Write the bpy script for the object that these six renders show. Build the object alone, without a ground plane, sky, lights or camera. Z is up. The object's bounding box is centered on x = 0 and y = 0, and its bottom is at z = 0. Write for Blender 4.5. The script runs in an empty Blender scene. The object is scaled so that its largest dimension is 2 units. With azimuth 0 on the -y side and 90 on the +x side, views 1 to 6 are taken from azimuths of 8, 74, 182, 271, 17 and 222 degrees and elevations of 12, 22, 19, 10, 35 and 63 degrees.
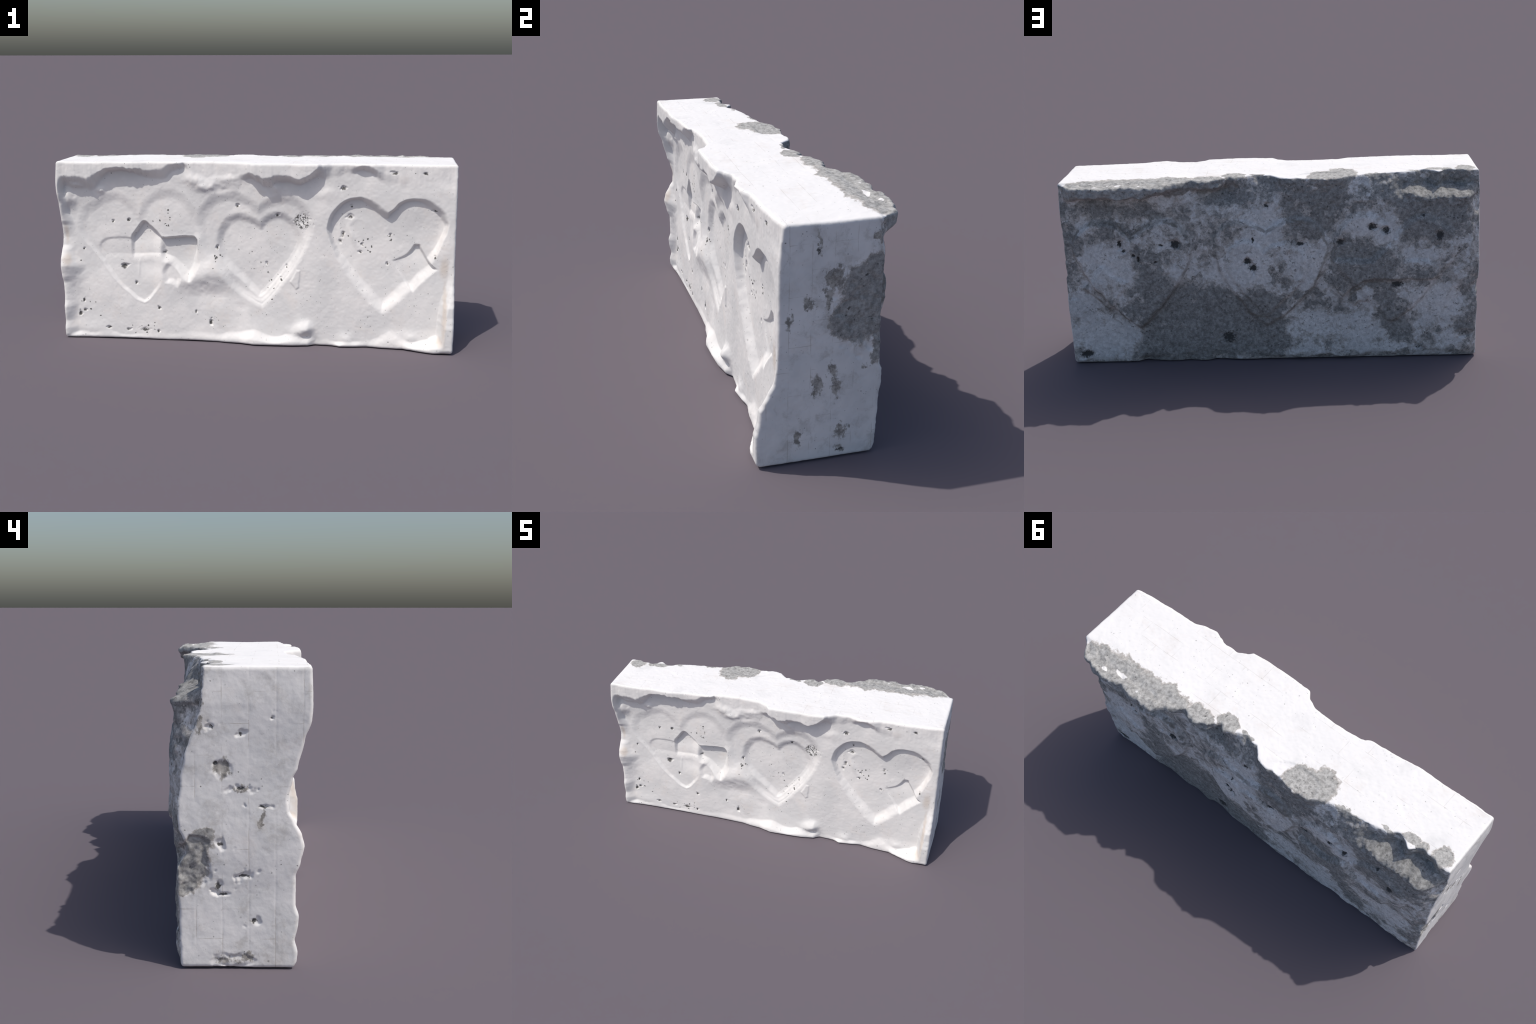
import bpy, math
import numpy as np

# ---------------------------------------------------------------- dimensions
HALF_LENGTH, HEIGHT = 1.0, 0.925
CELL = 0.0034                      # mesh spacing of the cast surface
EDGE_RADIUS = 0.013

# ---------------------------------------------------------------- small maths
def smooth(a, b, x):
    t = np.clip((x - a) / (b - a), 0.0, 1.0)
    return t * t * (3 - 2 * t)

def curve(points, x):
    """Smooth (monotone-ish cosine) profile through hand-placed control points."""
    p = np.array(sorted(points), float)
    i = np.clip(np.searchsorted(p[:, 0], x) - 1, 0, len(p) - 2)
    t = np.clip((x - p[i, 0]) / (p[i + 1, 0] - p[i, 0]), 0, 1)
    t = 0.5 * t + 0.5 * t * t * (3 - 2 * t)
    return p[i, 1] * (1 - t) + p[i + 1, 1] * t

def hash3(ix, iy, iz, seed):
    h = (ix.astype(np.int64) * 374761393 + iy.astype(np.int64) * 668265263
         + iz.astype(np.int64) * 2147483647 + seed * 1274126177) & 0xFFFFFFFF
    h = ((h ^ (h >> 13)) * 1274126177) & 0xFFFFFFFF
    h = ((h ^ (h >> 16)) * 2246822519) & 0xFFFFFFFF
    return ((h ^ (h >> 15)) & 0xFFFFFF) / float(0xFFFFFF) * 2 - 1

def noise(x, y, z, seed=0):
    fx, fy, fz = np.floor(x), np.floor(y), np.floor(z)
    tx, ty, tz = x - fx, y - fy, z - fz
    tx, ty, tz = [t * t * t * (t * (6 * t - 15) + 10) for t in (tx, ty, tz)]
    out = 0.0
    for dx in (0, 1):
        wx = tx if dx else 1 - tx
        for dy in (0, 1):
            wy = ty if dy else 1 - ty
            for dz in (0, 1):
                wz = tz if dz else 1 - tz
                out = out + wx * wy * wz * hash3(fx + dx, fy + dy, fz + dz, seed)
    return out

def fbm(x, y, z, scale, octaves=3, seed=0, gain=0.5):
    s, a, out = scale, 1.0, 0.0
    for o in range(octaves):
        out = out + a * noise(x * s + 11.3 * o, y * s + 5.1 * o, z * s + 7.7 * o, seed + o)
        a *= gain
        s *= 2.03
    return out

def inside_distance(points, x, z):
    """Signed distance to a closed outline in the x-z plane, positive inside."""
    p = np.array(points, float)
    best = np.full(x.shape, 9.0)
    odd = np.zeros(x.shape, bool)
    n = len(p)
    for i in range(n):
        ax, az = p[i]
        bx, bz = p[(i + 1) % n]
        ex, ez = bx - ax, bz - az
        t = np.clip(((x - ax) * ex + (z - az) * ez) / (ex * ex + ez * ez + 1e-12), 0, 1)
        best = np.minimum(best, (x - ax - t * ex) ** 2 + (z - az - t * ez) ** 2)
        if az != bz:
            odd ^= ((az > z) != (bz > z)) & (x < ex * (z - az) / ez + ax)
    d = np.sqrt(best)
    return np.where(odd, d, -d)

S = True
def outline(points, steps=4):
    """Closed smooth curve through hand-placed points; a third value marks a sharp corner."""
    p = [(q[0], q[1]) for q in points]
    sharp = [len(q) > 2 for q in points]
    n, out = len(p), []
    for i in range(n):
        p0, p1, p2, p3 = p[i - 1], p[i], p[(i + 1) % n], p[(i + 2) % n]
        if sharp[i]:
            p0 = p1
        if sharp[(i + 1) % n]:
            p3 = p2
        for k in range(steps):
            t = k / steps
            out.append(tuple(.5 * (2 * p1[c] + (p2[c] - p0[c]) * t + (2 * p0[c] - 5 * p1[c] + 4 * p2[c] - p3[c]) * t * t
                                   + (3 * p1[c] - p0[c] - 3 * p2[c] + p3[c]) * t ** 3) for c in (0, 1)))
    return out

# heart imprints: one stamped in each third of the block (x, z)
HEART_A = outline([(-.588, .640, S), (-.631, .695), (-.695, .739), (-.760, .731), (-.813, .705), (-.870, .660), (-.892, .60), (-.882, .535), (-.845, .486),
                   (-.795, .421), (-.741, .342), (-.681, .277), (-.612, .218), (-.572, .200, S), (-.541, .225), (-.480, .300), (-.43, .36), (-.36, .44), (-.302, .52), (-.282, .583),
                   (-.299, .647), (-.330, .696), (-.375, .745), (-.444, .762), (-.504, .743), (-.551, .705)])
HEART_B = outline([(.025, .690, S), (-.023, .725), (-.090, .753), (-.150, .752), (-.210, .727), (-.258, .675), (-.276, .61), (-.255, .50), (-.20, .405), (-.13, .32), (-.04, .245),
                   (.042, .198, S), (.11, .275), (.19, .385), (.247, .488), (.279, .58), (.276, .655), (.231, .716), (.19, .738), (.130, .738), (.064, .716)])
HEART_B_INNER = outline([(.032, .597, S), (-.013, .628), (-.081, .643), (-.140, .611), (-.170, .550), (-.165, .48), (-.132, .414), (-.05, .335), (.030, .256, S), (.12, .365),
                         (.196, .470), (.216, .536), (.189, .618), (.126, .653), (.064, .635)])
HEART_C = outline([(.668, .676, S), (.632, .702), (.601, .725), (.549, .750), (.496, .751), (.449, .733), (.407, .698), (.382, .654), (.373, .606), (.390, .544), (.418, .476),
                   (.468, .400), (.536, .311), (.605, .239), (.650, .197, S), (.715, .250), (.785, .324), (.839, .394), (.900, .485), (.934, .556), (.950, .611), (.952, .646),
                   (.936, .688), (.894, .725), (.842, .752), (.791, .755), (.744, .743), (.706, .712)])
RIBBON = outline([(-.800, .500), (-.750, .527), (-.636, .530, S), (-.618, .556), (-.582, .606), (-.560, .613), (-.519, .581), (-.478, .536, S), (-.394, .538), (-.320, .544), (-.297, .531),
                  (-.291, .508), (-.290, .425), (-.304, .373), (-.338, .325, S), (-.384, .371), (-.429, .411), (-.490, .428), (-.631, .420), (-.783, .416, S), (-.801, .448)], 3)
NOTCH = outline([(-.462, .383), (-.442, .407), (-.414, .404), (-.392, .376), (-.381, .325), (-.398, .284, S), (-.426, .305), (-.459, .308), (-.472, .350)], 3)
FACET = outline([(.690, .446, S), (.740, .461), (.774, .489), (.800, .528, S), (.824, .529, S), (.838, .500), (.866, .456), (.893, .427), (.926, .411, S), (.865, .365), (.819, .309), (.802, .286, S), (.76, .335)], 3)

# ---------------------------------------------------------------- profiles
FRONT_RIM = [(-1, -.266), (-.9, -.268), (-.74, -.262), (-.62, -.262), (-.48, -.243), (-.38, -.236), (-.33, -.214), (-.25, -.203),
             (-.17, -.203), (-.08, -.206), (-.035, -.226), (.0, -.262), (.1, -.266), (.25, -.263), (.32, -.256), (.345, -.236), (.39, -.212),
             (.45, -.212), (.50, -.224), (.535, -.240), (.59, -.230), (.65, -.207), (.78, -.206), (.9, -.196), (1, -.186)]
RIM_FOOT = [(-1, .845), (-.9, .862), (-.845, .855), (-.80, .872), (-.72, .893), (-.664, .905), (-.60, .897), (-.541, .889), (-.45, .898),
            (-.347, .915), (-.30, .87), (-.2, .85), (-.12, .86), (.0, .882), (.025, .872), (.073, .858), (.13, .872), (.213, .858), (.282, .868), (.329, .905),
            (.39, .915), (.47, .915), (.588, .905), (.629, .885), (.7, .87), (.8, .86), (1, .85)]
FRONT_FOOT = [(-1, -.226), (-.85, -.214), (-.66, -.210), (-.4, -.206), (-.2, -.208), (-.08, -.225), (.0, -.248), (.1, -.246), (.2, -.24),
              (.27, -.225), (.32, -.200), (.40, -.205), (.45, -.222), (.5, -.215), (.57, -.203), (.65, -.216), (.76, -.222), (.80, -.238), (.84, -.262),
              (.9, -.279), (.96, -.281), (1, -.279)]
FOOT_HEIGHT = [(-1, .03), (-.3, .03), (-.1, .035), (.1, .045), (.2, .05), (.3, .03), (.45, .025), (.6, .03), (.68, .045), (.85, .05), (1, .05)]
FRONT_LEFT = [(0, -.225), (.05, -.230), (.09, -.221), (.136, -.231), (.165, -.233), (.2, -.223), (.293, -.223), (.33, -.237), (.385, -.249),
              (.42, -.241), (.462, -.219), (.49, -.202), (.531, -.199), (.593, -.213), (.62, -.226), (.709, -.248), (.763, -.268), (.8, -.271), (.925, -.268)]
FRONT_RIGHT = [(0, -.275), (.02, -.282), (.083, -.283), (.126, -.283), (.15, -.277), (.185, -.270), (.227, -.267), (.256, -.253), (.294, -.235),
               (.336, -.216), (.411, -.208), (.479, -.204), (.576, -.203), (.719, -.203), (.85, -.199), (.925, -.186)]
BACK_LEFT = [(0, .132), (.184, .135), (.256, .141), (.313, .137), (.362, .112), (.398, .116), (.44, .135), (.488, .136), (.571, .127),
             (.66, .115), (.708, .098), (.762, .076), (.822, .066), (.882, .080), (.925, .062)]
BACK_RIGHT = [(0, .168), (.033, .180), (.239, .187), (.281, .194), (.344, .194), (.366, .185), (.479, .182), (.772, .183), (.866, .179), (.925, .182)]
BACK_FOOT = [(-1, .132), (-.39, .142), (-.01, .150), (.16, .160), (.286, .142), (.342, .162), (.418, .150), (.49, .162), (.60, .152), (.642, .140), (.69, .168), (1, .170)]
BACK_LIP = [(-1, .055), (-.944, .062), (-.901, .038), (-.845, .028), (-.797, .045), (-.727, .054), (-.663, .086), (-.571, .098), (-.503, .110),
            (-.431, .119), (-.377, .149), (-.335, .163), (-.254, .163), (-.164, .167), (-.105, .163), (-.039, .149), (.0, .112), (.053, .108),
            (.093, .112), (.155, .128), (.190, .112), (.213, .136), (.236, .172), (.288, .197), (.321, .195), (.368, .178), (.444, .220),
            (.505, .262), (.575, .264), (.649, .267), (.741, .279), (.817, .270), (.875, .262), (.925, .240), (.955, .205), (1, .172)]
LIP_UNDER = [(-1, .86), (-.78, .86), (-.68, .885), (-.5, .895), (-.3, .897), (.0, .897), (.2, .893), (.3, .882), (.42, .888), (.5, .884), (.6, .876), (.68, .862), (.76, .862), (.85, .872), (.93, .868), (1, .86)]
TOP_RISE = [(-1, .003), (-.6, .005), (-.3, .005), (-.08, .004), (.02, .007), (.3, .007), (.36, .004), (.5, .006), (.75, .004), (1, .002)]

# rounded lumps and dents of the cast face: x, z, radius x, radius z, push out (+) or in (-)
FRONT_LUMPS = [(-.955, .32, .05, .06, .014), (-.955, .73, .03, .05, .026), (.258, .085, .045, .035, .030), (.225, .060, .06, .03, .012),
               (-.235, .352, .12, .060, .022), (-.34, .30, .06, .04, .010), (-.20, .24, .12, .05, -.006),
               (-.20, .885, .055, .045, .018), (-.30, .845, .05, .06, .014), (-.17, .85, .045, .03, .012), (-.27, .86, .05, .05, .008), (-.11, .875, .05, .035, .016), (-.235, .80, .04, .02, .007),
               (-.06, .188, .03, .028, -.004), (.70, .045, .05, .035, .012), (.80, .05, .05, .035, .012), (.47, .035, .035, .03, .012),
               (.115, .80, .035, .035, .02), (-.90, .80, .03, .02, .015), (-.79, .78, .025, .018, .012),
               (-.89, .05, .1, .04, .008), (.365, .77, .05, .03, .006)]
FRONT_PITS = [(-.676, .383, .020, .014, .012), (-.614, .296, .008, .009, .010), (-.917, .125, .011, .013, .011), (-.762, .056, .016, .008, .008),
              (-.223, .101, .010, .016, .010), (-.189, .492, .007, .012, .009), (-.085, .705, .009, .009, .010), (.116, .662, .010, .009, .010),
              (.242, .638, .032, .032, .005), (.481, .662, .018, .014, .006), (.445, .573, .012, .018, .007), (.432, .538, .012, .010, .006),
              (.680, .572, .007, .008, .008), (.693, .884, .020, .008, .007), (.841, .884, .014, .008, .006), (.542, .521, .007, .007, .008),
              (.533, .484, .012, .006, .006), (.667, .427, .006, .009, .008), (.901, .471, .008, .007, .008), (.064, .410, .006, .007, .008),
              (-.729, .615, .009, .007, .008), (-.645, .624, .011, .009, .009), (-.493, .169, .008, .009, .008), (-.463, .460, .014, .008, .007),
              (-.883, .473, .007, .006, .006), (-.30, .155, .006, .01, .006), (.446, .808, .016, .010, .007), (-.895, .20, .006, .013, .007),
              (-.89, .147, .010, .007, .007), (.165, .40, .006, .008, .007), (.138, .335, .007, .008, .007), (.485, .715, .009, .006, .008),
              (-.66, .05, .014, .006, .006), (-.57, .052, .026, .012, .004), (-.50, .045, .008, .010, .006), (.895, .70, .012, .006, .006)]
# drifts of pinholes: centre x, z, spread, how many
PINHOLE_DRIFTS = [(-.44, .64, .05, 9), (-.55, .05, .06, 7), (.56, .53, .07, 10), (-.19, .45, .035, 6), (.12, .31, .07, 6), (-.86, .16, .06, 6), (.68, .56, .02, 5), (-.03, .42, .09, 5)]
def pinholes(seed=7):
    rng = np.random.default_rng(seed)
    out = []
    for cx, cz, spread, count in PINHOLE_DRIFTS:
        for _ in range(count):
            r = rng.uniform(.0032, .0062)
            out.append((cx + rng.normal() * spread * .6, cz + rng.normal() * spread * .6, r * rng.uniform(.8, 1.3), r * rng.uniform(.8, 1.5), 0))
    return out

BACK_PITS = [(.453, .627, .024, .020, .014), (.52, .625, .010, .007, .008), (.717, .637, .010, .022, .012), (.70, .60, .012, .010, .006), (.633, .558, .008, .018, .012), (.655, .58, .009, .009, .010),
             (.114, .538, .020, .020, .012), (.087, .502, .022, .016, .012), (.085, .639, .006, .014, .008), (.017, .801, .012, .012, .010), (-.478, .692, .022, .020, .012), (-.548, .671, .020, .020, .014),
             (-.139, .618, .020, .010, .006), (-.33, .615, .018, .018, .010), (-.713, .057, .020, .018, .010), (.93, .055, .035, .022, .008), (.22, .13, .040, .035, .005), (-.722, .739, .012, .009, .006),
             (-.60, .40, .03, .016, .006), (-.94, .13, .04, .025, .007), (.55, .545, .010, .008, .006), (-.80, .64, .02, .03, .006)]
BACK_LAYOUT = [(-.76, .85, .20, .06, 1.2), (0.83, 0.80, 0.17, 0.04, 0.6), (0.54, 0.79, 0.10, 0.04, 0.5), (0.97, 0.68, 0.04, 0.11, 0.4), (0.99, 0.49, 0.04, 0.10, 0.5), (0.77, 0.69, 0.09, 0.04, 0.5), 
    (0.60, 0.57, 0.06, 0.05, 0.4), (0.60, 0.47, 0.09, 0.05, 0.6), (0.57, 0.35, 0.11, 0.10, 1.0), (0.47, 0.21, 0.18, 0.14, 1.0), (0.22, 0.21, 0.16, 0.14, 1.0), 
    (0.63, 0.07, 0.09, 0.06, 0.8), (0.41, 0.07, 0.18, 0.06, 0.8), (0.12, 0.09, 0.11, 0.07, 0.9), (0.28, 0.36, 0.06, 0.05, 0.6), (0.07, 0.34, 0.06, 0.06, 0.8), 
    (0.26, 0.86, 0.08, 0.04, 0.9), (0.12, 0.86, 0.10, 0.04, 0.6), (0.25, 0.67, 0.06, 0.06, 0.3), (0.37, 0.79, 0.06, 0.04, 0.4), (-0.18, 0.78, 0.12, 0.09, 1.0),  # first entry paints grey for the shadow in the recess under the lip
    (-0.29, 0.83, 0.08, 0.06, 0.8), (-0.20, 0.68, 0.08, 0.04, 0.5), (-0.70, 0.78, 0.09, 0.06, 0.9), (-0.80, 0.68, 0.07, 0.08, 1.0), (-0.67, 0.68, 0.05, 0.07, 0.8), 
    (-0.90, 0.81, 0.05, 0.09, 0.6), (-0.42, 0.56, 0.10, 0.06, 0.9), (-0.53, 0.52, 0.07, 0.06, 0.8), (-0.39, 0.44, 0.10, 0.05, 0.8), (-0.57, 0.43, 0.08, 0.04, 0.5), 
    (-0.72, 0.46, 0.08, 0.03, 0.4), (-0.55, 0.35, 0.05, 0.05, 0.7), (-0.62, 0.18, 0.06, 0.09, 0.9), (-0.94, 0.15, 0.05, 0.04, 0.9), (0.01, 0.28, 0.06, 0.10, 0.8), 
    (0.00, 0.13, 0.07, 0.10, 0.8), (-0.18, 0.34, 0.09, 0.04, 0.4), (-0.34, 0.26, 0.05, 0.03, 0.4), (-0.78, 0.13, 0.04, 0.04, 0.4), (-0.94, 0.31, 0.04, 0.10, 0.4), 
    (-0.21, 0.88, 0.14, 0.03, 0.5), (-0.83, 0.93, 0.13, 0.04, 0.6), (-0.02, 0.92, 0.06, 0.03, 0.7), (0.74, 0.49, 0.09, 0.14, -0.8), (0.84, 0.54, 0.06, 0.09, -0.6), 
    (0.84, 0.14, 0.15, 0.10, -1.0), (0.90, 0.30, 0.09, 0.06, -0.7), (0.42, 0.52, 0.05, 0.08, -0.7), (0.50, 0.68, 0.06, 0.04, -0.4), (0.17, 0.51, 0.10, 0.13, -0.9), 
    (0.06, 0.66, 0.08, 0.15, -0.7), (0.32, 0.33, 0.04, 0.03, -0.5), (-0.02, 0.72, 0.05, 0.08, -0.9), (-0.16, 0.52, 0.08, 0.08, -0.8), (-0.43, 0.69, 0.10, 0.04, -0.8), 
    (-0.56, 0.68, 0.05, 0.05, -0.8), (-0.42, 0.89, 0.05, 0.04, -0.4), (-0.71, 0.55, 0.12, 0.03, -0.6), (-0.67, 0.36, 0.07, 0.05, -0.6), (-0.45, 0.34, 0.04, 0.05, -0.6), 
    (-0.17, 0.20, 0.13, 0.08, -0.7), (-0.42, 0.16, 0.10, 0.10, -0.7), (-0.80, 0.27, 0.10, 0.11, -0.7), (-0.35, 0.06, 0.29, 0.02, -0.5)]
# grey bare concrete on the other faces: centre, radii
TOP_PATCHES = [(.84, .225, .92, .14, .075, .06), (.70, .215, .92, .13, .085, .06), (.58, .21, .92, .13, .095, .06), (.47, .165, .92, .07, .06, .06), (.42, .19, .92, .08, .07, .06), (.29, .165, .92, .075, .06, .06),
               (.17, .095, .92, .055, .040, .05), (.945, .215, .90, .03, .04, .05), (-.26, .115, .92, .075, .065, .05), (-.34, .085, .92, .070, .085, .05), (-.80, .025, .92, .07, .022, .05), (-.935, .015, .92, .045, .045, .05),
               (-.72, .065, .92, .05, .015, .04), (.06, .10, .92, .03, .015, .04), (-.50, .105, .92, .05, .012, .04)]
END_PATCHES = [(.99, .11, .61, .05, .095, .14), (.99, .16, .70, .05, .055, .10), (.99, .06, .54, .05, .07, .06), (.99, .175, .47, .05, .03, .09), (.99, .0, .735, .05, .03, .02),
               (-.98, .09, .33, .05, .055, .085), (-.98, .06, .40, .05, .035, .03), (-.98, .11, .26, .05, .035, .035)]
END_STAINS = [(.99, -.095, .635, .05, .022, .03), (.99, .0, .37, .05, .022, .035), (.99, .015, .29, .05, .020, .06), (.99, -.055, .32, .05, .026, .045), (.99, .04, .11, .05, .028, .035),
              (.99, .04, .04, .05, .028, .016), (.99, -.125, .11, .05, .016, .045), (.99, .12, .36, .05, .018, .018), (.99, -.055, .86, .05, .012, .05), (.99, -.165, .575, .05, .014, .03), (.99, .16, .86, .05, .015, .03),
              (.99, .0, .72, .05, .045, .05), (.99, -.02, .65, .05, .02, .06), (-.98, .0, .625, .05, .032, .030), (-.98, -.01, .028, .05, .035, .020), (-.98, -.075, .035, .05, .025, .018),
              (-.98, .065, .85, .05, .012, .06), (-.98, .065, .75, .05, .012, .03), (-.98, .141, .52, .05, .014, .04), (-.98, -.12, .47, .05, .012, .03), (-.98, -.06, .56, .05, .02, .012)]
END_PITS = [(-.98, .014, .262, .05, .010, .022), (-.98, -.002, .236, .05, .020, .006), (-.98, -.065, .294, .05, .028, .007), (-.98, -.125, .51, .05, .022, .005), (-.98, .030, .75, .05, .008, .008), (-.98, -.056, .729, .05, .007, .007),
            (-.98, -.150, .776, .05, .006, .006), (-.98, -.096, .153, .05, .012, .008), (-.98, .006, .395, .05, .014, .010), (-.98, .02, .64, .05, .010, .008), (-.98, -.056, .565, .05, .02, .006),
            (.99, -.060, .83, .05, .008, .016), (.99, .04, .036, .05, .020, .008), (.99, .06, .60, .05, .008, .01), (.99, .12, .72, .05, .010, .008)]


# ---------------------------------------------------------------- surface fields
def lump_sum(items, x, z):
    out = np.zeros_like(x)
    for cx, cz, rx, rz, h in items:
        out += h * np.exp(-1.2 * (((x - cx) / rx) ** 2 + ((z - cz) / rz) ** 2))
    return out

def pit_sum(items, x, z, wob):
    out = np.zeros_like(x)
    for cx, cz, rx, rz, h in items:
        d = np.sqrt(((x - cx) / rx) ** 2 + ((z - cz) / rz) ** 2) * (1 + .45 * wob)
        out += h * (1 - smooth(.45, 1.15, d))
    return out

def front_depth(x, z):
    """y of the stamped face; smaller is nearer to the viewer in front."""
    zero = np.zeros_like(x)
    wx = .008 * fbm(x, zero, z, 14, 3, 3)
    wz = .008 * fbm(x, zero, z, 14, 3, 17)
    ex, ez = .0025 * fbm(x, zero, z, 22, 2, 5), .0025 * fbm(x, zero, z, 22, 2, 6)
    xs, zs = x + ex, z + ez
    y = -.200 + .004 * fbm(x, zero, z, 4, 2, 41)
    # --- imprint A: shallow heart with a deep ribbon across it
    a = inside_distance(HEART_A, xs, zs)
    wide = .009 + .021 * smooth(.45, .62, z)
    right_low = (1 - smooth(.50, .56, z)) * smooth(-.53, -.47, x)
    y += .010 * smooth(-wide, wide, a) * (1 - right_low)
    y -= .0012 * np.exp(-((a + .005) / .006) ** 2) * (1 - smooth(.40, .48, z)) * (1 - right_low)
    r = inside_distance(RIBBON, xs, zs)
    middle, east = smooth(-.640, -.622, x), smooth(-.49, -.46, x)
    tall = smooth(.425, .56, z)
    deep = .005 + middle * (1 - east) * (.008 + .016 * tall) + east * (.035 - .002 * tall)
    soft = .010 + (1 - smooth(.42, .49, z)) * (.016 * east + .030 * (1 - east))
    y += .008 * np.exp(-((x + .56) / .15) ** 2 - ((z - .405) / .055) ** 2)
    y += deep * smooth(-.006 - .012 * (1 - smooth(.40, .46, z)), soft, r)
    y += .013 * smooth(-.010, .022, inside_distance(NOTCH, xs, zs))
    y -= .002 * np.exp(-((x + .60 - .05 * (z - .35)) / .006) ** 2) * smooth(.33, .35, z) * (1 - smooth(.40, .42, z))
    # --- imprint B: heart within a heart
    b = inside_distance(HEART_B, xs, zs)
    low = 1 - smooth(.45, .62, z)
    y += .015 * smooth(-.030 + .010 * low, .032 - .006 * low, b)
    y += .002 * np.exp(-((b - .002) / .004) ** 2) * low * smooth(-.10, .02, x)
    bi = inside_distance(HEART_B_INNER, xs, zs)
    east = smooth(.0, .06, x)
    y += .019 * smooth(-.030 - .006 * low, .022 - .006 * low, bi + .010 * east * low)
    y -= .0025 * np.exp(-((bi + .020) / .007) ** 2) * low
    y -= .0012 * np.exp(-((bi + .002) / .004) ** 2) * low * east
    tri_mark = inside_distance([(.217, .39), (.234, .385), (.230, .30), (.214, .287), (.185, .325)], xs, zs)
    y -= .004 * smooth(-.004, .006, tri_mark)
    # --- imprint C: clean heart, a sunk facet breaking its right flank
    c = inside_distance(HEART_C, xs, zs)
    flank = smooth(.32, .58, z)
    west = 1 - smooth(.62, .68, x)
    lee = smooth(.62, .68, z) * (smooth(.52, .60, x) * (1 - smooth(.665, .675, x)) + smooth(.80, .88, x))
    y += (.029 + .004 * flank - .008 * np.exp(-((x - .80) / .08) ** 2 - ((z - .72) / .08) ** 2)) * smooth(-.008 - .016 * (1 - flank) - .006 * lee, .012 + (1 - flank) * (.030 - .006 * west) + .020 * lee, c)
    y += .007 * np.exp(-((x - .92) / .028) ** 2 - ((z - .57) / .09) ** 2)
    f = inside_distance(FACET, xs, zs)
    outer = inside_distance([(.60, .72), (.99, .53), (.926, .411), (.865, .365), (.802, .286), (.66, .215), (.5, .3)], xs, zs)
    floor = -.163 + .012 * smooth(.40, .52, z) * smooth(.68, .80, x)
    inside = smooth(-.002, .010, f)
    cut = y * (1 - inside) + np.maximum(floor, y) * inside
    w = smooth(-.004, .05, outer)
    y = np.where(f > -.01, y * (1 - w) + cut * w, y)
    y -= .007 * np.exp(-((c - .10) / .013) ** 2) * np.exp(-((x - .505) / .05) ** 2 - ((z - .57) / .055) ** 2)
    y -= .005 * np.exp(-((c - .05) / .010) ** 2) * np.exp(-((x - .455) / .03) ** 2 - ((z - .60) / .04) ** 2)
    # --- lumps left by the mould
    y -= lump_sum(FRONT_LUMPS, x + wx, z + wz)
    mess = np.exp(-((x + .20) / .11) ** 2 - ((z - .85) / .06) ** 2)
    y -= mess * (.022 * fbm(x, zero, z, 12, 3, 43) + .004)
    # --- hollow under the rim
    y -= .008 * smooth(.66, .80, z) * (1 - smooth(-.80, -.70, x))
    y -= .004 * smooth(.76, .86, z) * (1 - smooth(-.42, -.34, x))
    # --- top rim
    scallop = .006 * fbm(x, zero, zero + 3.3, 26, 3, 19)
    rim = curve(FRONT_RIM, x + .3 * wx) + .25 * scallop
    foot = curve(RIM_FOOT, x + .8 * wx) + .5 * wz + scallop - .010 * (1 - smooth(-.5, -.4, x)) - .007 * smooth(-.02, .02, x) * (1 - smooth(.28, .33, x))
    steep = .034 + .014 * fbm(x, zero, zero + 8.1, 11, 2, 23) + .020 * smooth(.62, .75, x) + .02 * np.exp(-((x + .2) / .1) ** 2) + .012 * (1 - smooth(-.85, -.75, x))
    w = smooth(foot - steep * 1.3, foot + .008, z)
    y = y * (1 - w) + rim * w
    # --- left margin: narrow beside the hollow, wide at the knob
    width = .050 - .034 * smooth(.60, .68, z) + .055 * np.exp(-((z - .385) / .045) ** 2) + .014 * fbm(x, zero, z, 9, 2, 51)
    w = 1 - smooth(-.99, -.975 + width, x)
    y = y * (1 - w) + curve(FRONT_LEFT, z) * w
    # --- foot
    fh = curve(FOOT_HEIGHT, x + wx) * (1 + .5 * fbm(x, zero, zero, 9, 2, 61))
    w = 1 - smooth(fh * .35, fh * 1.2, z)
    y = y * (1 - w) + (curve(FRONT_FOOT, x + wx) + .003) * w
    # --- right margin: a ridge that widens downward
    groove = .976 - .050 * (1 - smooth(.05, .50, z)) + .5 * wx
    w = smooth(groove - .010, groove + .030, x)
    y += .0015 * np.exp(-((x - groove) / .006) ** 2) * (1 - smooth(.35, .5, z)) * smooth(.06, .12, z)
    y = y * (1 - w) + (curve(FRONT_RIGHT, z) + .003) * w
    # --- grain
    grain = fbm(x, zero, z, 90, 2, 71)
    y += pit_sum(FRONT_PITS, x, z, grain) * .8
    y += .0005 * fbm(x, zero, z, 30, 3, 77) + .0003 * grain
    return y

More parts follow.
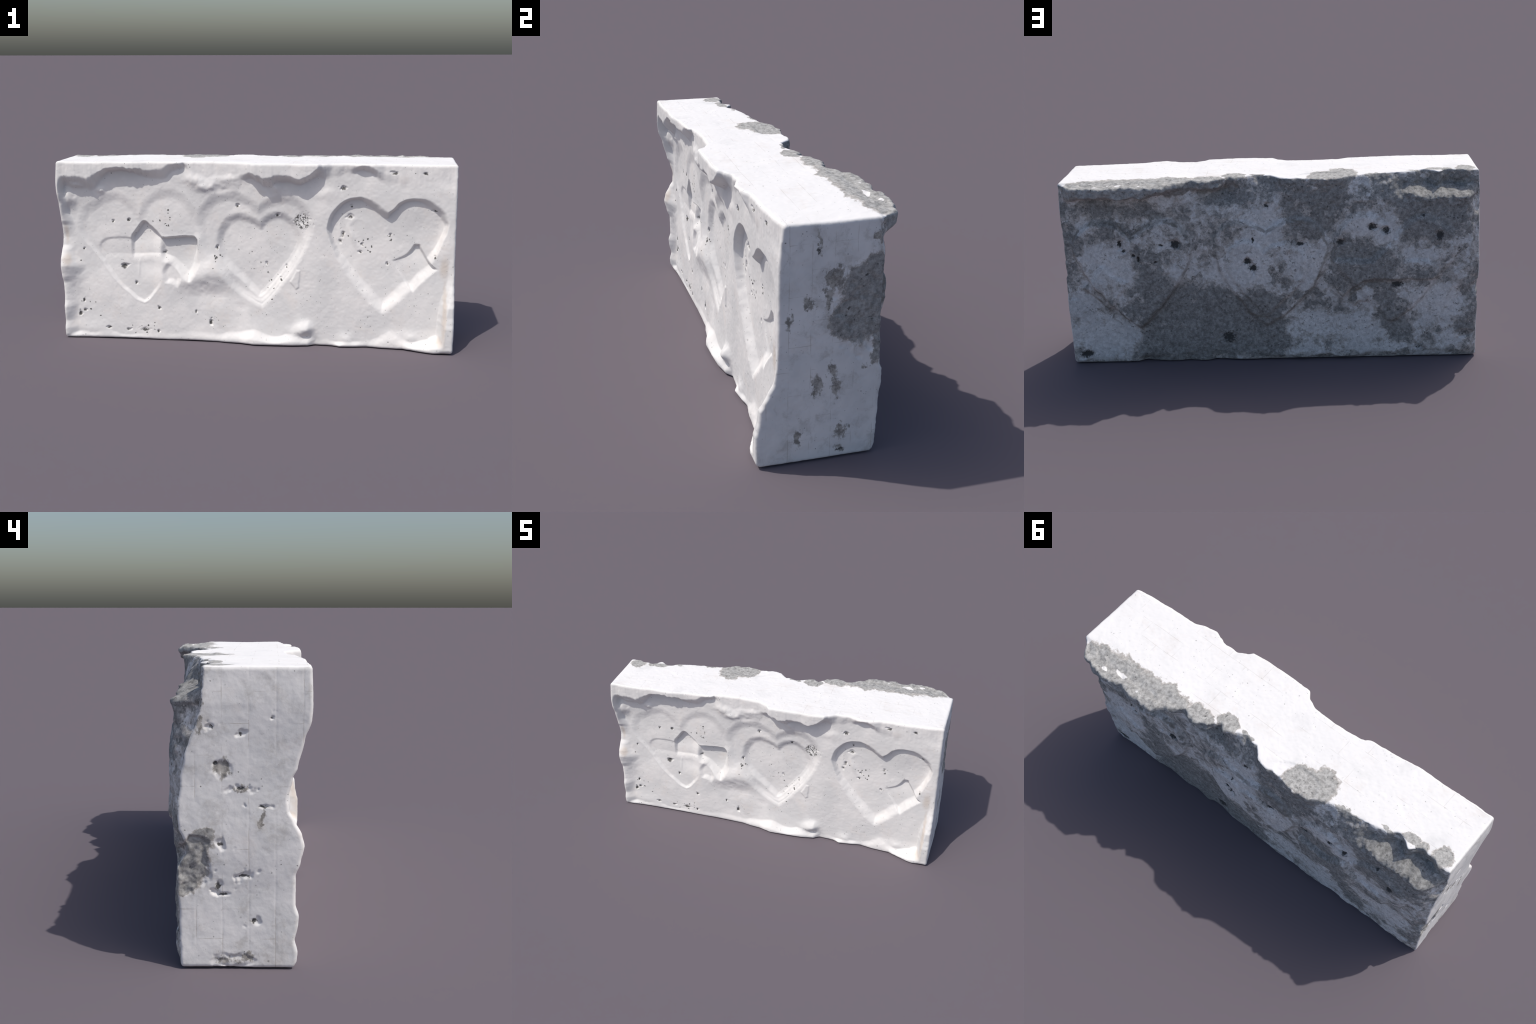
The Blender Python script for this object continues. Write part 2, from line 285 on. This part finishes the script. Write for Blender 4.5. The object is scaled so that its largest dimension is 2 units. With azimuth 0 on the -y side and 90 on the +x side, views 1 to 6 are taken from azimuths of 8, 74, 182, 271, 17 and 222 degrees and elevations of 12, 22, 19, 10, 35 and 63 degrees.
def back_depth(x, z):
    zero = np.zeros_like(x)
    wx = .014 * fbm(x, zero, z, 12, 3, 103)
    wz = .012 * fbm(x, zero, z, 12, 3, 117)
    y = .163 + .016 * x + .008 * smooth(.2, .45, z) + .004 * fbm(x, zero, z, 4, 2, 121)
    ex, ez = .004 * fbm(x, zero, z, 22, 2, 5), .004 * fbm(x, zero, z, 22, 2, 6)
    # the imprints push through: hearts and ribbon stand proud of the back
    for outline, height, hard in ((HEART_A, .016, .016), (HEART_B, .022, .014), (HEART_B_INNER, .014, .012), (HEART_C, .030, .014)):
        d = inside_distance(outline, x + ex, z + ez + (.007 if outline in (HEART_A, HEART_C) else .016))
        y += height * smooth(-hard * .6, hard * 1.6, d + .003)
    d = inside_distance(RIBBON, x + ex, z + ez + .008)
    y += (.012 + .012 * smooth(-.66, -.58, x)) * smooth(-.004, .020, d)
    d = inside_distance(FACET, x + ex, z + ez)
    y += .012 * smooth(-.010, .016, d)
    d = inside_distance(NOTCH, x + ex, z + ez)
    y += .012 * smooth(-.008, .012, d)
    # hollow behind the lip
    y -= .068 * np.exp(-((x - .22) / .13) ** 2) * smooth(.74, .89, z)
    y -= .016 * np.exp(-((x + .92) / .05) ** 2 - ((z - .32) / .06) ** 2)
    y -= .012 * np.exp(-((x + .82) / .12) ** 2 - ((z - .77) / .06) ** 2)
    # left margin
    w = 1 - smooth(-.995, -.94, x + wx)
    y = y * (1 - w) + curve(BACK_LEFT, z) * w
    w = smooth(.93, .99, x + wx)
    y = y * (1 - w) + curve(BACK_RIGHT, z) * w
    # foot
    w = 1 - smooth(.005, .045 + .03 * fbm(x, zero, zero, 8, 2, 125), z)
    y = y * (1 - w) + curve(BACK_FOOT, x + .5 * wx) * w
    # broken top edge: lip that overhangs at one end, broken away at the other
    lip = curve(BACK_LIP, x + .4 * wx) + .009 * fbm(x, zero, zero + 1.7, 13, 2, 127) + .002 * fbm(x, zero, z, 60, 3, 129)
    lip = .262 + np.where(lip > .262, .019 * np.tanh((lip - .262) / .019) * .8, lip - .262)
    under = curve(LIP_UNDER, x + wx) + wz
    overhang = smooth(under - .022, under + .014, z)
    crag = 1 - smooth(-.66, -.58, x + wx)
    jag = .010 * fbm(x, zero, zero + 4.2, 11, 4, 153)
    ledge = smooth(.815 + jag, .868 + .6 * jag, z) * (1 - .35 * np.exp(-((x + .80) / .03) ** 2))
    slant = np.clip((z - .815) / .105, 0, 1)
    broken = slant * (1 - crag) + ledge * crag
    w = np.where(lip > y, overhang, broken)
    y = y * (1 - w) + lip * w
    y += crag * smooth(-.97, -.92, x) * (.014 * fbm(x, zero, z, 21, 4, 151, .6) - .005) * np.exp(-((z - .84) / .04) ** 2)
    y += .018 * np.exp(-((x + .68) / .05) ** 2 - ((z - .87) / .03) ** 2)
    y += .006 * fbm(x, zero, z, 24, 3, 133) * smooth(.1, .2, x) * (1 - smooth(.93, .98, x)) * smooth(.83, .87, z)
    rough = fbm(x, zero, z, 34, 4, 131)
    y += pit_sum(BACK_PITS, x, z, rough) * -1
    y += .0028 * rough * (.55 + .45 * smooth(.7, .8, z)) + .004 * fbm(x, zero, z, 20, 3, 137) * smooth(.80, .86, z)
    return y

def top_height(x, y):
    zero = np.zeros_like(x)
    z = HEIGHT + curve(TOP_RISE, x) + .0016 * fbm(x, y, zero, 7, 3, 201)
    lipx = smooth(.15, .45, x) * smooth(.15, .21, y + .012 * fbm(x, y, zero, 25, 3, 205))
    z -= .008 * lipx + .004 * lipx * fbm(x, y, zero, 30, 3, 207)
    patch = 1 - smooth(.85, 1.05, np.hypot((x + .245) / .115, (y - .125) / .065) + .12 * fbm(x, y, zero, 30, 3, 209))
    z -= .004 * patch
    z += .0005 * fbm(x, y, zero, 60, 2, 211)
    return z

def left_end(y, z):
    zero = np.zeros_like(y)
    x = -.988 + curve([(0, .0), (.24, .003), (.36, -.003), (.42, -.003), (.58, .003), (.67, .002), (.82, -.002), (.925, .003)], z)
    x += .0012 * fbm(zero, y, z, 5, 2, 301) + .0004 * fbm(zero, y, z, 50, 3, 303)
    x += .0006 * np.exp(-(((y - .06 * np.round(y / .081) * 1.35) / .0025) ** 2)) * smooth(-.2, .3, fbm(zero, y, z, 7, 2, 305))
    grain = fbm(zero, y, z, 45, 3, 307)
    for px, cy, cz, _, ry, rz in END_PITS:
        if px < 0:
            d = np.hypot((y - cy) / ry, (z - cz) / rz) * np.maximum(1 + .7 * grain, .3)
            x += .005 * (1 - smooth(.4, 1.3, d))
    d = np.hypot((y - .09) / .06, (z - .335) / .09) * (1 + .2 * fbm(zero, y, z, 25, 3, 309))
    x += (.007 + .003 * fbm(zero, y, z, 50, 3, 311)) * (1 - smooth(.8, 1.05, d))
    d = np.hypot((y - .0) / .035, (z - .625) / .032) * (1 + .3 * grain)
    x += (.003 + .003 * grain) * (1 - smooth(.7, 1.1, d))
    d = np.hypot((y + .03) / .08, (z - .025) / .025) * (1 + .3 * grain)
    x += (.004 + .003 * grain) * (1 - smooth(.7, 1.1, d))
    return x

def right_end(y, z):
    zero = np.zeros_like(y)
    x = .997 + curve([(0, .0), (.25, .0005), (.3, .001), (.34, .0), (.925, -.001)], z)
    x += .0012 * fbm(zero, y, z, 8, 3, 401) + .0007 * fbm(zero, y, z, 40, 3, 403)
    d = np.hypot((y - .12) / .11, (z - .58) / .16) * (1 + .3 * fbm(zero, y, z, 20, 3, 407))
    x -= (.006 + .0025 * fbm(zero, y, z, 45, 3, 409)) * (1 - smooth(.7, 1.0, d))
    return x

def under_height(x, y):
    return .0015 + .0015 * fbm(x, y, np.zeros_like(x), 6, 3, 501)

# ---------------------------------------------------------------- one welded skin
DEPTH = 0.42
NX, NY, NZ = [int(round(s / CELL)) for s in (2 * HALF_LENGTH, DEPTH, HEIGHT)]

def build_skin():
    ids = {}
    keys, quads, side = [], [], []
    def face(axis, end, na, nb):
        ga, gb = np.meshgrid(np.arange(na + 1), np.arange(nb + 1), indexing="ij")
        k = np.zeros((na + 1, nb + 1, 3), np.int64)
        o = [i for i in range(3) if i != axis]
        k[..., o[0]], k[..., o[1]] = ga, gb
        k[..., axis] = end
        return k
    n = (NX, NY, NZ)
    base = 0
    all_k, all_q, all_s = [], [], []
    for axis in range(3):
        o = [i for i in range(3) if i != axis]
        for which in (0, 1):
            k = face(axis, n[axis] * which, n[o[0]], n[o[1]])
            na, nb = n[o[0]], n[o[1]]
            idx = np.arange((na + 1) * (nb + 1)).reshape(na + 1, nb + 1) + base
            q = np.stack([idx[:-1, :-1], idx[1:, :-1], idx[1:, 1:], idx[:-1, 1:]], -1).reshape(-1, 4)
            flip = (which == 0) != (axis == 1)
            if flip:
                q = q[:, ::-1]
            all_k.append(k.reshape(-1, 3))
            all_q.append(q)
            all_s.append(np.full(len(q), axis * 2 + which))
            base += (na + 1) * (nb + 1)
    k = np.concatenate(all_k)
    code = (k[:, 0] * (NY + 1) + k[:, 1]) * (NZ + 1) + k[:, 2]
    _, first, inverse = np.unique(code, return_index=True, return_inverse=True)
    return k[first], inverse[np.concatenate(all_q)], np.concatenate(all_s)

def shape_skin(k):
    size = np.array([2 * HALF_LENGTH, DEPTH, HEIGHT])
    q = k / np.array([NX, NY, NZ]) * size
    inner = np.clip(q, EDGE_RADIUS, size - EDGE_RADIUS)
    d = q - inner
    length = np.linalg.norm(d, axis=1, keepdims=True)
    q = inner + d / np.maximum(length, 1e-9) * EDGE_RADIUS
    u, v, w = (q / size).T
    x0, z0 = -1 + 2 * u, HEIGHT * w
    y = front_depth(x0, z0) * (1 - v) + back_depth(x0, z0) * v
    z = under_height(x0, y) * (1 - w) + top_height(x0, y) * w
    x = -.988 * (1 - u) + .997 * u
    x += (left_end(y, z) + .988) * (1 - smooth(0, .06, u)) + (right_end(y, z) - .997) * smooth(.94, 1, u)
    return np.stack([x, y, z], 1)

# ---------------------------------------------------------------- materials
class Graph:
    def __init__(self, name):
        self.material = bpy.data.materials.new(name)
        self.material.use_nodes = True
        self.tree = self.material.node_tree
        self.tree.nodes.clear()
        self.out = self.node("ShaderNodeOutputMaterial")
        self.shader = self.node("ShaderNodeBsdfPrincipled")
        self.tree.links.new(self.shader.outputs[0], self.out.inputs[0])
        self.coords = self.node("ShaderNodeTexCoord").outputs["Object"]
    def node(self, kind, **props):
        n = self.tree.nodes.new(kind)
        for k, v in props.items():
            setattr(n, k, v)
        return n
    def put(self, socket, value):
        if isinstance(value, bpy.types.NodeSocket):
            self.tree.links.new(value, socket)
        else:
            socket.default_value = value
    def math(self, op, a, b=0.0, c=0.0, clamp=False):
        n = self.node("ShaderNodeMath", operation=op, use_clamp=clamp)
        for s, v in zip(n.inputs, (a, b, c)):
            self.put(s, v)
        return n.outputs[0]
    def vec(self, op, a, b=(0, 0, 0), c=(0, 0, 0)):
        n = self.node("ShaderNodeVectorMath", operation=op)
        for s, v in zip(n.inputs[:3], (a, b, c)):
            self.put(s, v)
        return n.outputs["Value"] if op in ("LENGTH", "DOT_PRODUCT") else n.outputs[0]
    def noise(self, scale, detail=4, rough=.55, vector=None, colour=False, distortion=0.0):
        n = self.node("ShaderNodeTexNoise")
        self.put(n.inputs["Vector"], vector or self.coords)
        n.inputs["Scale"].default_value = scale
        n.inputs["Detail"].default_value = detail
        n.inputs["Roughness"].default_value = rough
        n.inputs["Distortion"].default_value = distortion
        return n.outputs["Color" if colour else "Fac"]
    def voronoi(self, scale, vector=None, feature="F1", output="Distance", rand=1.0):
        n = self.node("ShaderNodeTexVoronoi", feature=feature)
        self.put(n.inputs["Vector"], vector or self.coords)
        n.inputs["Scale"].default_value = scale
        n.inputs["Randomness"].default_value = rand
        return n.outputs[output]
    def step(self, value, low, high, to_low=0.0, to_high=1.0):
        n = self.node("ShaderNodeMapRange", interpolation_type="SMOOTHSTEP")
        for s, v in zip(n.inputs, (value, low, high, to_low, to_high)):
            self.put(s, v)
        return n.outputs[0]
    def mix(self, fac, a, b, blend="MIX"):
        n = self.node("ShaderNodeMix", data_type="RGBA", blend_type=blend)
        self.put(n.inputs["Factor"], fac)
        self.put(n.inputs[6], a)
        self.put(n.inputs[7], b)
        return n.outputs[2]
    def warped(self, amount, scale, detail=4):
        c = self.vec("SUBTRACT", self.noise(scale, detail, .6, colour=True), (.5, .5, .5))
        return self.vec("MULTIPLY_ADD", c, (amount, amount, amount), self.coords)
    def blobs(self, items, vector):
        """Smallest scaled distance to a set of ellipsoids (x, y, z, rx, ry, rz)."""
        best = None
        for x, y, z, rx, ry, rz in items:
            p = self.vec("MULTIPLY_ADD", vector, (1 / rx, 1 / ry, 1 / rz), (-x / rx, -y / ry, -z / rz))
            d = self.vec("LENGTH", p)
            best = d if best is None else self.math("MINIMUM", best, d)
        return best
    def strokes(self, lines, vector, width):
        """Scaled distance to straight strokes in the x-z plane (x0, z0, x1, z1)."""
        best = None
        for x0, z0, x1, z1 in lines:
            half = math.hypot(x1 - x0, z1 - z0) / 2
            dx, dz = (x1 - x0) / (2 * half), (z1 - z0) / (2 * half)
            p = self.vec("SUBTRACT", vector, ((x0 + x1) / 2, 0, (z0 + z1) / 2))
            reach = half + width * .4
            along = self.math("ABSOLUTE", self.vec("DOT_PRODUCT", p, (dx / reach, 0, dz / reach)))
            across = self.math("ABSOLUTE", self.vec("DOT_PRODUCT", p, (-dz / width, 0, dx / width)))
            d = self.math("MAXIMUM", along, across)
            best = d if best is None else self.math("MINIMUM", best, d)
        return best
    def layout(self, items, vector):
        """Sum of soft signed ellipsoids (x, y, z, rx, ry, rz, weight)."""
        total = None
        for x, y, z, rx, ry, rz, weight in items:
            p = self.vec("MULTIPLY_ADD", vector, (1 / rx, 1 / ry, 1 / rz), (-x / rx, -y / ry, -z / rz))
            v = self.step(self.vec("LENGTH", p), 1.35, .55, 0.0, weight)
            total = v if total is None else self.math("ADD", total, v)
        return total

WHITE = (.83, .808, .79, 1)
WARM = (.765, .70, .65, 1)
COOL = (.725, .716, .708, 1)
DARK = (.085, .085, .085, 1)

def plaster_base(g, cool=.5, white=WHITE):
    """Smooth whitewashed cast surface with faint cool and warm clouds."""
    cloud = g.step(g.noise(5, 6, .6, g.warped(.10, 4)), cool - .14, cool + .14)
    col = g.mix(cloud, white, COOL)
    warm = g.step(g.noise(9, 7, .68, g.warped(.08, 6)), .52, .74, 0, .40)
    return g.mix(warm, col, WARM)

def rough_grey(g, lighter=1.0):
    a = g.noise(55, 6, .72)
    col = g.mix(g.step(a, .28, .72), tuple(c * lighter for c in (.20, .195, .186)) + (1,), tuple(c * lighter for c in (.46, .45, .432)) + (1,))
    specks = g.step(g.voronoi(150), .16, .06)
    col = g.mix(g.math("MULTIPLY", specks, g.step(g.noise(26, 3), .5, .62)), col, (.66, .65, .63, 1))
    pits = g.step(g.voronoi(48, g.warped(.03, 40)), .26, .12)
    return g.mix(g.math("MULTIPLY", pits, g.step(g.noise(17, 3), .47, .60, 0, .8)), col, DARK)

def pores(g, col, amount=1.0):
    """Air-bubble pinholes of two sizes, gathered in drifts."""
    for scale, low, high, patch, cut in ((30, .05, .17, 7, .43), (62, .08, .22, 11, .44)):
        v = g.voronoi(scale, g.warped(.006, 80))
        size = g.step(g.noise(scale * .8, 1), .35, .75, low, high)
        dot = g.step(v, size, g.math("MULTIPLY", size, .55))
        keep = g.step(g.noise(patch, 3), cut, cut + .14, 0, amount)
        keep = g.math("MULTIPLY", keep, g.step(g.voronoi(scale, g.warped(.006, 80), output="Color"), .25, .80, .30, 1.0))
        col = g.mix(g.math("MULTIPLY", dot, keep), col, (.20, .195, .19, 1))
    return col

def spots(g, col, items, colour=(.11, .108, .105, 1), warp=.012):
    d = g.blobs(items, g.warped(warp * 1.4, 60, 5))
    d = g.math("ADD", d, g.math("MULTIPLY", g.noise(110, 4, .7), 1.3))
    col = g.mix(g.step(d, 1.75, 1.25, 0, .45), col, (.40, .385, .37, 1))
    return g.mix(g.step(d, 1.48, 1.12), col, colour)

def patches(g, col, items, warp=.05, lighter=1.0):
    """Bare grey concrete with a ragged, brown-edged outline where the whitewash has gone."""
    d = g.blobs(items, g.warped(warp * 1.8, 13, 9))
    d = g.math("ADD", d, g.math("MULTIPLY", g.math("SUBTRACT", g.noise(34, 7, .72), .5), .9))
    rim = g.step(g.math("ABSOLUTE", g.math("SUBTRACT", d, 1.03)), .12, .02, 0, .55)
    col = g.mix(g.step(d, 1.05, .97), col, rough_grey(g, lighter))
    return g.mix(rim, col, (.36, .32, .28, 1))

def stains(g, col, items, strength=.9):
    """Grey-brown smears, frayed by strong warping."""
    d = g.blobs(items, g.warped(.07, 22, 8))
    d = g.math("ADD", d, g.math("MULTIPLY", g.math("SUBTRACT", g.noise(45, 7, .72), .5), 2.2))
    streak = g.vec("MULTIPLY", g.warped(.03, 20), (1, 1.2, .35))
    d = g.math("ADD", d, g.math("MULTIPLY", g.math("SUBTRACT", g.noise(60, 5, .65, streak), .5), 2.0))
    shade = g.mix(g.step(g.noise(38, 5, .7), .40, .62), (.20, .185, .165, 1), (.46, .43, .39, 1))
    return g.mix(g.step(d, 1.05, .55, 0, strength), col, shade)

def brick_lines(g, col, order, length, row, amount):
    """Faint joint lines printed through the whitewash by the mould."""
    s = g.node("ShaderNodeSeparateXYZ")
    g.put(s.inputs[0], g.warped(.006, 12))
    c = g.node("ShaderNodeCombineXYZ")
    g.put(c.inputs[0], s.outputs[order[0]])
    g.put(c.inputs[1], s.outputs[order[1]])
    b = g.node("ShaderNodeTexBrick")
    g.put(b.inputs["Vector"], c.outputs[0])
    b.inputs["Scale"].default_value = 1.0
    b.inputs["Mortar Size"].default_value = .0016
    b.inputs["Mortar Smooth"].default_value = .6
    b.inputs["Brick Width"].default_value = length
    b.inputs["Row Height"].default_value = row
    m = g.math("MULTIPLY", b.outputs["Fac"], g.step(g.noise(9, 4, .6), .45, .62, 0, amount))
    return g.mix(m, col, (.45, .41, .37, 1))

def finish(g, col, bump_height=None, strength=.25, rough=.82):
    g.put(g.shader.inputs["Base Color"], col)
    g.shader.inputs["Roughness"].default_value = rough
    g.shader.inputs["Specular IOR Level"].default_value = .25
    if bump_height is not None:
        b = g.node("ShaderNodeBump")
        b.inputs["Strength"].default_value = strength
        b.inputs["Distance"].default_value = .004
        g.put(b.inputs["Height"], bump_height)
        g.put(g.shader.inputs["Normal"], b.outputs[0])
    return g.material

def front_material():
    g = Graph("whitewashed_cast_face")
    col = pores(g, plaster_base(g, .47))
    solid = [p for p in FRONT_PITS if p[2] < .03]
    broad = [p for p in FRONT_PITS if p[2] >= .03]
    col = spots(g, col, [(x, -.19, z, rx, .06, rz) for x, z, rx, rz, _ in solid + pinholes()])
    d = g.blobs([(x, -.19, z, rx * 1.3, .06, rz * 1.3) for x, z, rx, rz, _ in broad], g.warped(.012, 40))
    sieve = g.step(g.noise(95, 3, .6), .50, .56)
    col = g.mix(g.math("MULTIPLY", sieve, g.step(d, 1.1, .8)), col, (.13, .128, .125, 1))
    tan = g.blobs([(.952, -.24, .20, .010, .08, .16), (.935, -.22, .055, .02, .08, .02), (.945, -.22, .42, .02, .06, .05), (-.965, -.23, .42, .02, .05, .03), (-.97, -.23, .55, .012, .05, .05)], g.warped(.03, 20, 5))
    col = g.mix(g.step(tan, 1.6, .4, 0, .42), col, (.58, .46, .35, 1))
    return finish(g, col, g.noise(70, 4), .08)

def outline_strokes(shape, step, drop):
    """Dark brown line segments along a raised outline."""
    pts = shape[::step] + [shape[0]]
    return [(a[0], a[1] - drop, b[0], b[1] - drop) for a, b in zip(pts, pts[1:])]

def back_material():
    g = Graph("weathered_back")
    white = plaster_base(g, .5)
    grey = rough_grey(g)
    field = g.layout([(x, .17, z, rx * 1.15, .2, rz * 1.15, w) for x, z, rx, rz, w in BACK_LAYOUT], g.warped(.09, 9, 6))
    for scale, weight in ((8, .9), (19, .9), (45, .6)):
        cell = g.voronoi(scale, g.warped(.06, 16, 6), output="Color")
        field = g.math("ADD", field, g.math("MULTIPLY", g.math("SUBTRACT", cell, .5), weight))
    n = g.math("SUBTRACT", g.noise(11, 9, .70, g.warped(.10, 8), distortion=.8), .5)
    field = g.math("ADD", field, g.math("MULTIPLY", n, 3.4))
    fine = g.math("SUBTRACT", g.noise(38, 8, .74, g.warped(.03, 30)), .5)
    field = g.math("ADD", field, g.math("MULTIPLY_ADD", fine, 3.0, .10))
    veil = g.mix(g.step(field, -.55, .25, 0, .72), white, (.43, .385, .34, 1))
    col = g.mix(g.step(field, .18, .45), veil, grey)
    fleck = g.math("MULTIPLY", g.step(g.noise(52, 6, .72, g.warped(.04, 25)), .57, .64), g.step(g.noise(6, 4, .6), .38, .58, 0, .85))
    col = g.mix(fleck, col, (.17, .155, .14, 1))
    lines = outline_strokes(HEART_C, 7, .007) + outline_strokes(HEART_B, 8, .016) + [
        (-.78, .405, -.63, .412), (-.63, .412, -.46, .418), (-.46, .418, -.34, .318), (-.34, .318, -.29, .36), (-.80, .42, -.68, .27), (-.68, .27, -.575, .195),
        (.783, .276, .86, .37), (.86, .37, .92, .40)]
    d = g.strokes(lines, g.warped(.012, 30, 5), .0055)
    d = g.math("ADD", d, g.math("MULTIPLY", g.math("SUBTRACT", g.noise(30, 5, .7), .5), 2.4))
    keep = g.step(g.noise(7, 5, .65), .38, .62, .12, .62)
    col = g.mix(g.math("MULTIPLY", g.step(d, 1.5, .5), keep), col, (.22, .185, .15, 1))
    mottle = g.step(g.noise(58, 8, .76, g.warped(.03, 30)), .36, .64, .78, 1.10)
    col = g.mix(1.0, col, mottle, "MULTIPLY")
    col = pores(g, col)
    col = spots(g, col, [(x, .19, z, rx * 1.35, .08, rz * 1.35) for x, z, rx, rz, _ in BACK_PITS], (.075, .074, .073, 1), .02)
    col = patches(g, col, TOP_PATCHES)
    return finish(g, col, g.noise(90, 5), .2)

def top_material():
    g = Graph("whitewashed_top")
    col = pores(g, plaster_base(g, .66, (.875, .855, .84, 1)), .7)
    col = brick_lines(g, col, ("X", "Y"), .20, .085, .35)
    col = patches(g, col, TOP_PATCHES, .05, 1.25)
    return finish(g, col, g.noise(70, 4), .1)

def end_material():
    g = Graph("whitewashed_end")
    col = pores(g, plaster_base(g, .5), .9)
    col = brick_lines(g, col, ("Z", "Y"), .19, .081, .6)
    grime = g.step(g.noise(10, 8, .72, g.warped(.12, 9)), .49, .68, 0, .5)
    col = g.mix(grime, col, (.44, .41, .375, 1))
    col = patches(g, col, END_PATCHES, .06)
    col = stains(g, col, END_STAINS)
    col = spots(g, col, END_PITS, (.12, .115, .11, 1), .02)
    return finish(g, col, g.noise(60, 5), .2)

def crust_material():
    g = Graph("broken_grey_concrete")
    col = rough_grey(g, 1.2)
    flake = g.blobs([(.72, .207, .91, .035, .022, .03), (.60, .23, .91, .012, .01, .02), (.80, .24, .91, .014, .01, .02)], g.warped(.04, 30, 5))
    col = g.mix(g.step(flake, 1.05, .95), col, WHITE)
    return finish(g, col, g.noise(90, 5), .4, .9)

# ---------------------------------------------------------------- assemble
def main():
    keys, quads, side = build_skin()
    pos = shape_skin(keys)
    # centre the box exactly and stand it on the ground
    lo, hi = pos.min(0), pos.max(0)
    pos[:, 0] = (pos[:, 0] - (lo[0] + hi[0]) / 2) * (2.0 / (hi[0] - lo[0]))
    pos[:, 2] -= lo[2]
    print("EXTENT", lo, hi)
    n = np.cross(pos[quads[:, 2]] - pos[quads[:, 0]], pos[quads[:, 3]] - pos[quads[:, 1]])
    vn = np.zeros_like(pos)
    for c in range(4):
        np.add.at(vn, quads[:, c], n)
    vn /= np.maximum(np.linalg.norm(vn, axis=1, keepdims=True), 1e-12)

    centre = pos[quads].mean(1)
    up = n[:, 2] / np.linalg.norm(n, axis=1)
    part = np.array(["end_face", "end_face", "front_face", "back_face", "underside", "top_face"], object)[side]
    part[side == 0] = "end_face:left"
    part[side == 1] = "end_face:right"
    cx, cy, cz = centre.T
    for tag, shape in (("a", HEART_A), ("b", HEART_B), ("c", HEART_C)):
        for which, kind in ((2, "heart_imprint:"), (3, "raised_heart:")):
            sel = side == which
            inside = np.zeros(len(side), bool)
            inside[sel] = inside_distance(shape, cx[sel], cz[sel]) > -.010
            part[inside] = kind + tag
    lip = (cx > .17) & (cx < .97) & (cy > .205 + .012 * fbm(cx, cy, cz, 20, 2, 601)) & (cz > .80)
    part[lip] = "mortar_lip"

    root = bpy.data.objects.new("concrete_block", None)
    bpy.context.scene.collection.objects.link(root)
    root["label"] = "whitewashed concrete block with three hearts pressed into one face"
    root["category"] = "concrete block"
    mats = {"front_face": front_material(), "back_face": back_material(), "top_face": top_material(),
            "end_face": end_material(), "mortar_lip": crust_material()}
    mats["heart_imprint"] = mats["front_face"]
    mats["raised_heart"] = mats["back_face"]
    mats["underside"] = mats["end_face"]
    for tag in sorted(set(part)):
        name = tag.split(":")[0]
        f = quads[part == tag]
        used, inv = np.unique(f, return_inverse=True)
        inv = inv.reshape(f.shape)
        me = bpy.data.meshes.new(name)
        me.from_pydata(pos[used].tolist(), [], inv.tolist())
        me.polygons.foreach_set("use_smooth", np.ones(len(me.polygons), bool))
        me.update()
        me.normals_split_custom_set_from_vertices(vn[used].tolist())
        me.materials.append(mats[name])
        ob = bpy.data.objects.new(name, me)
        bpy.context.scene.collection.objects.link(ob)
        ob.parent = root

main()
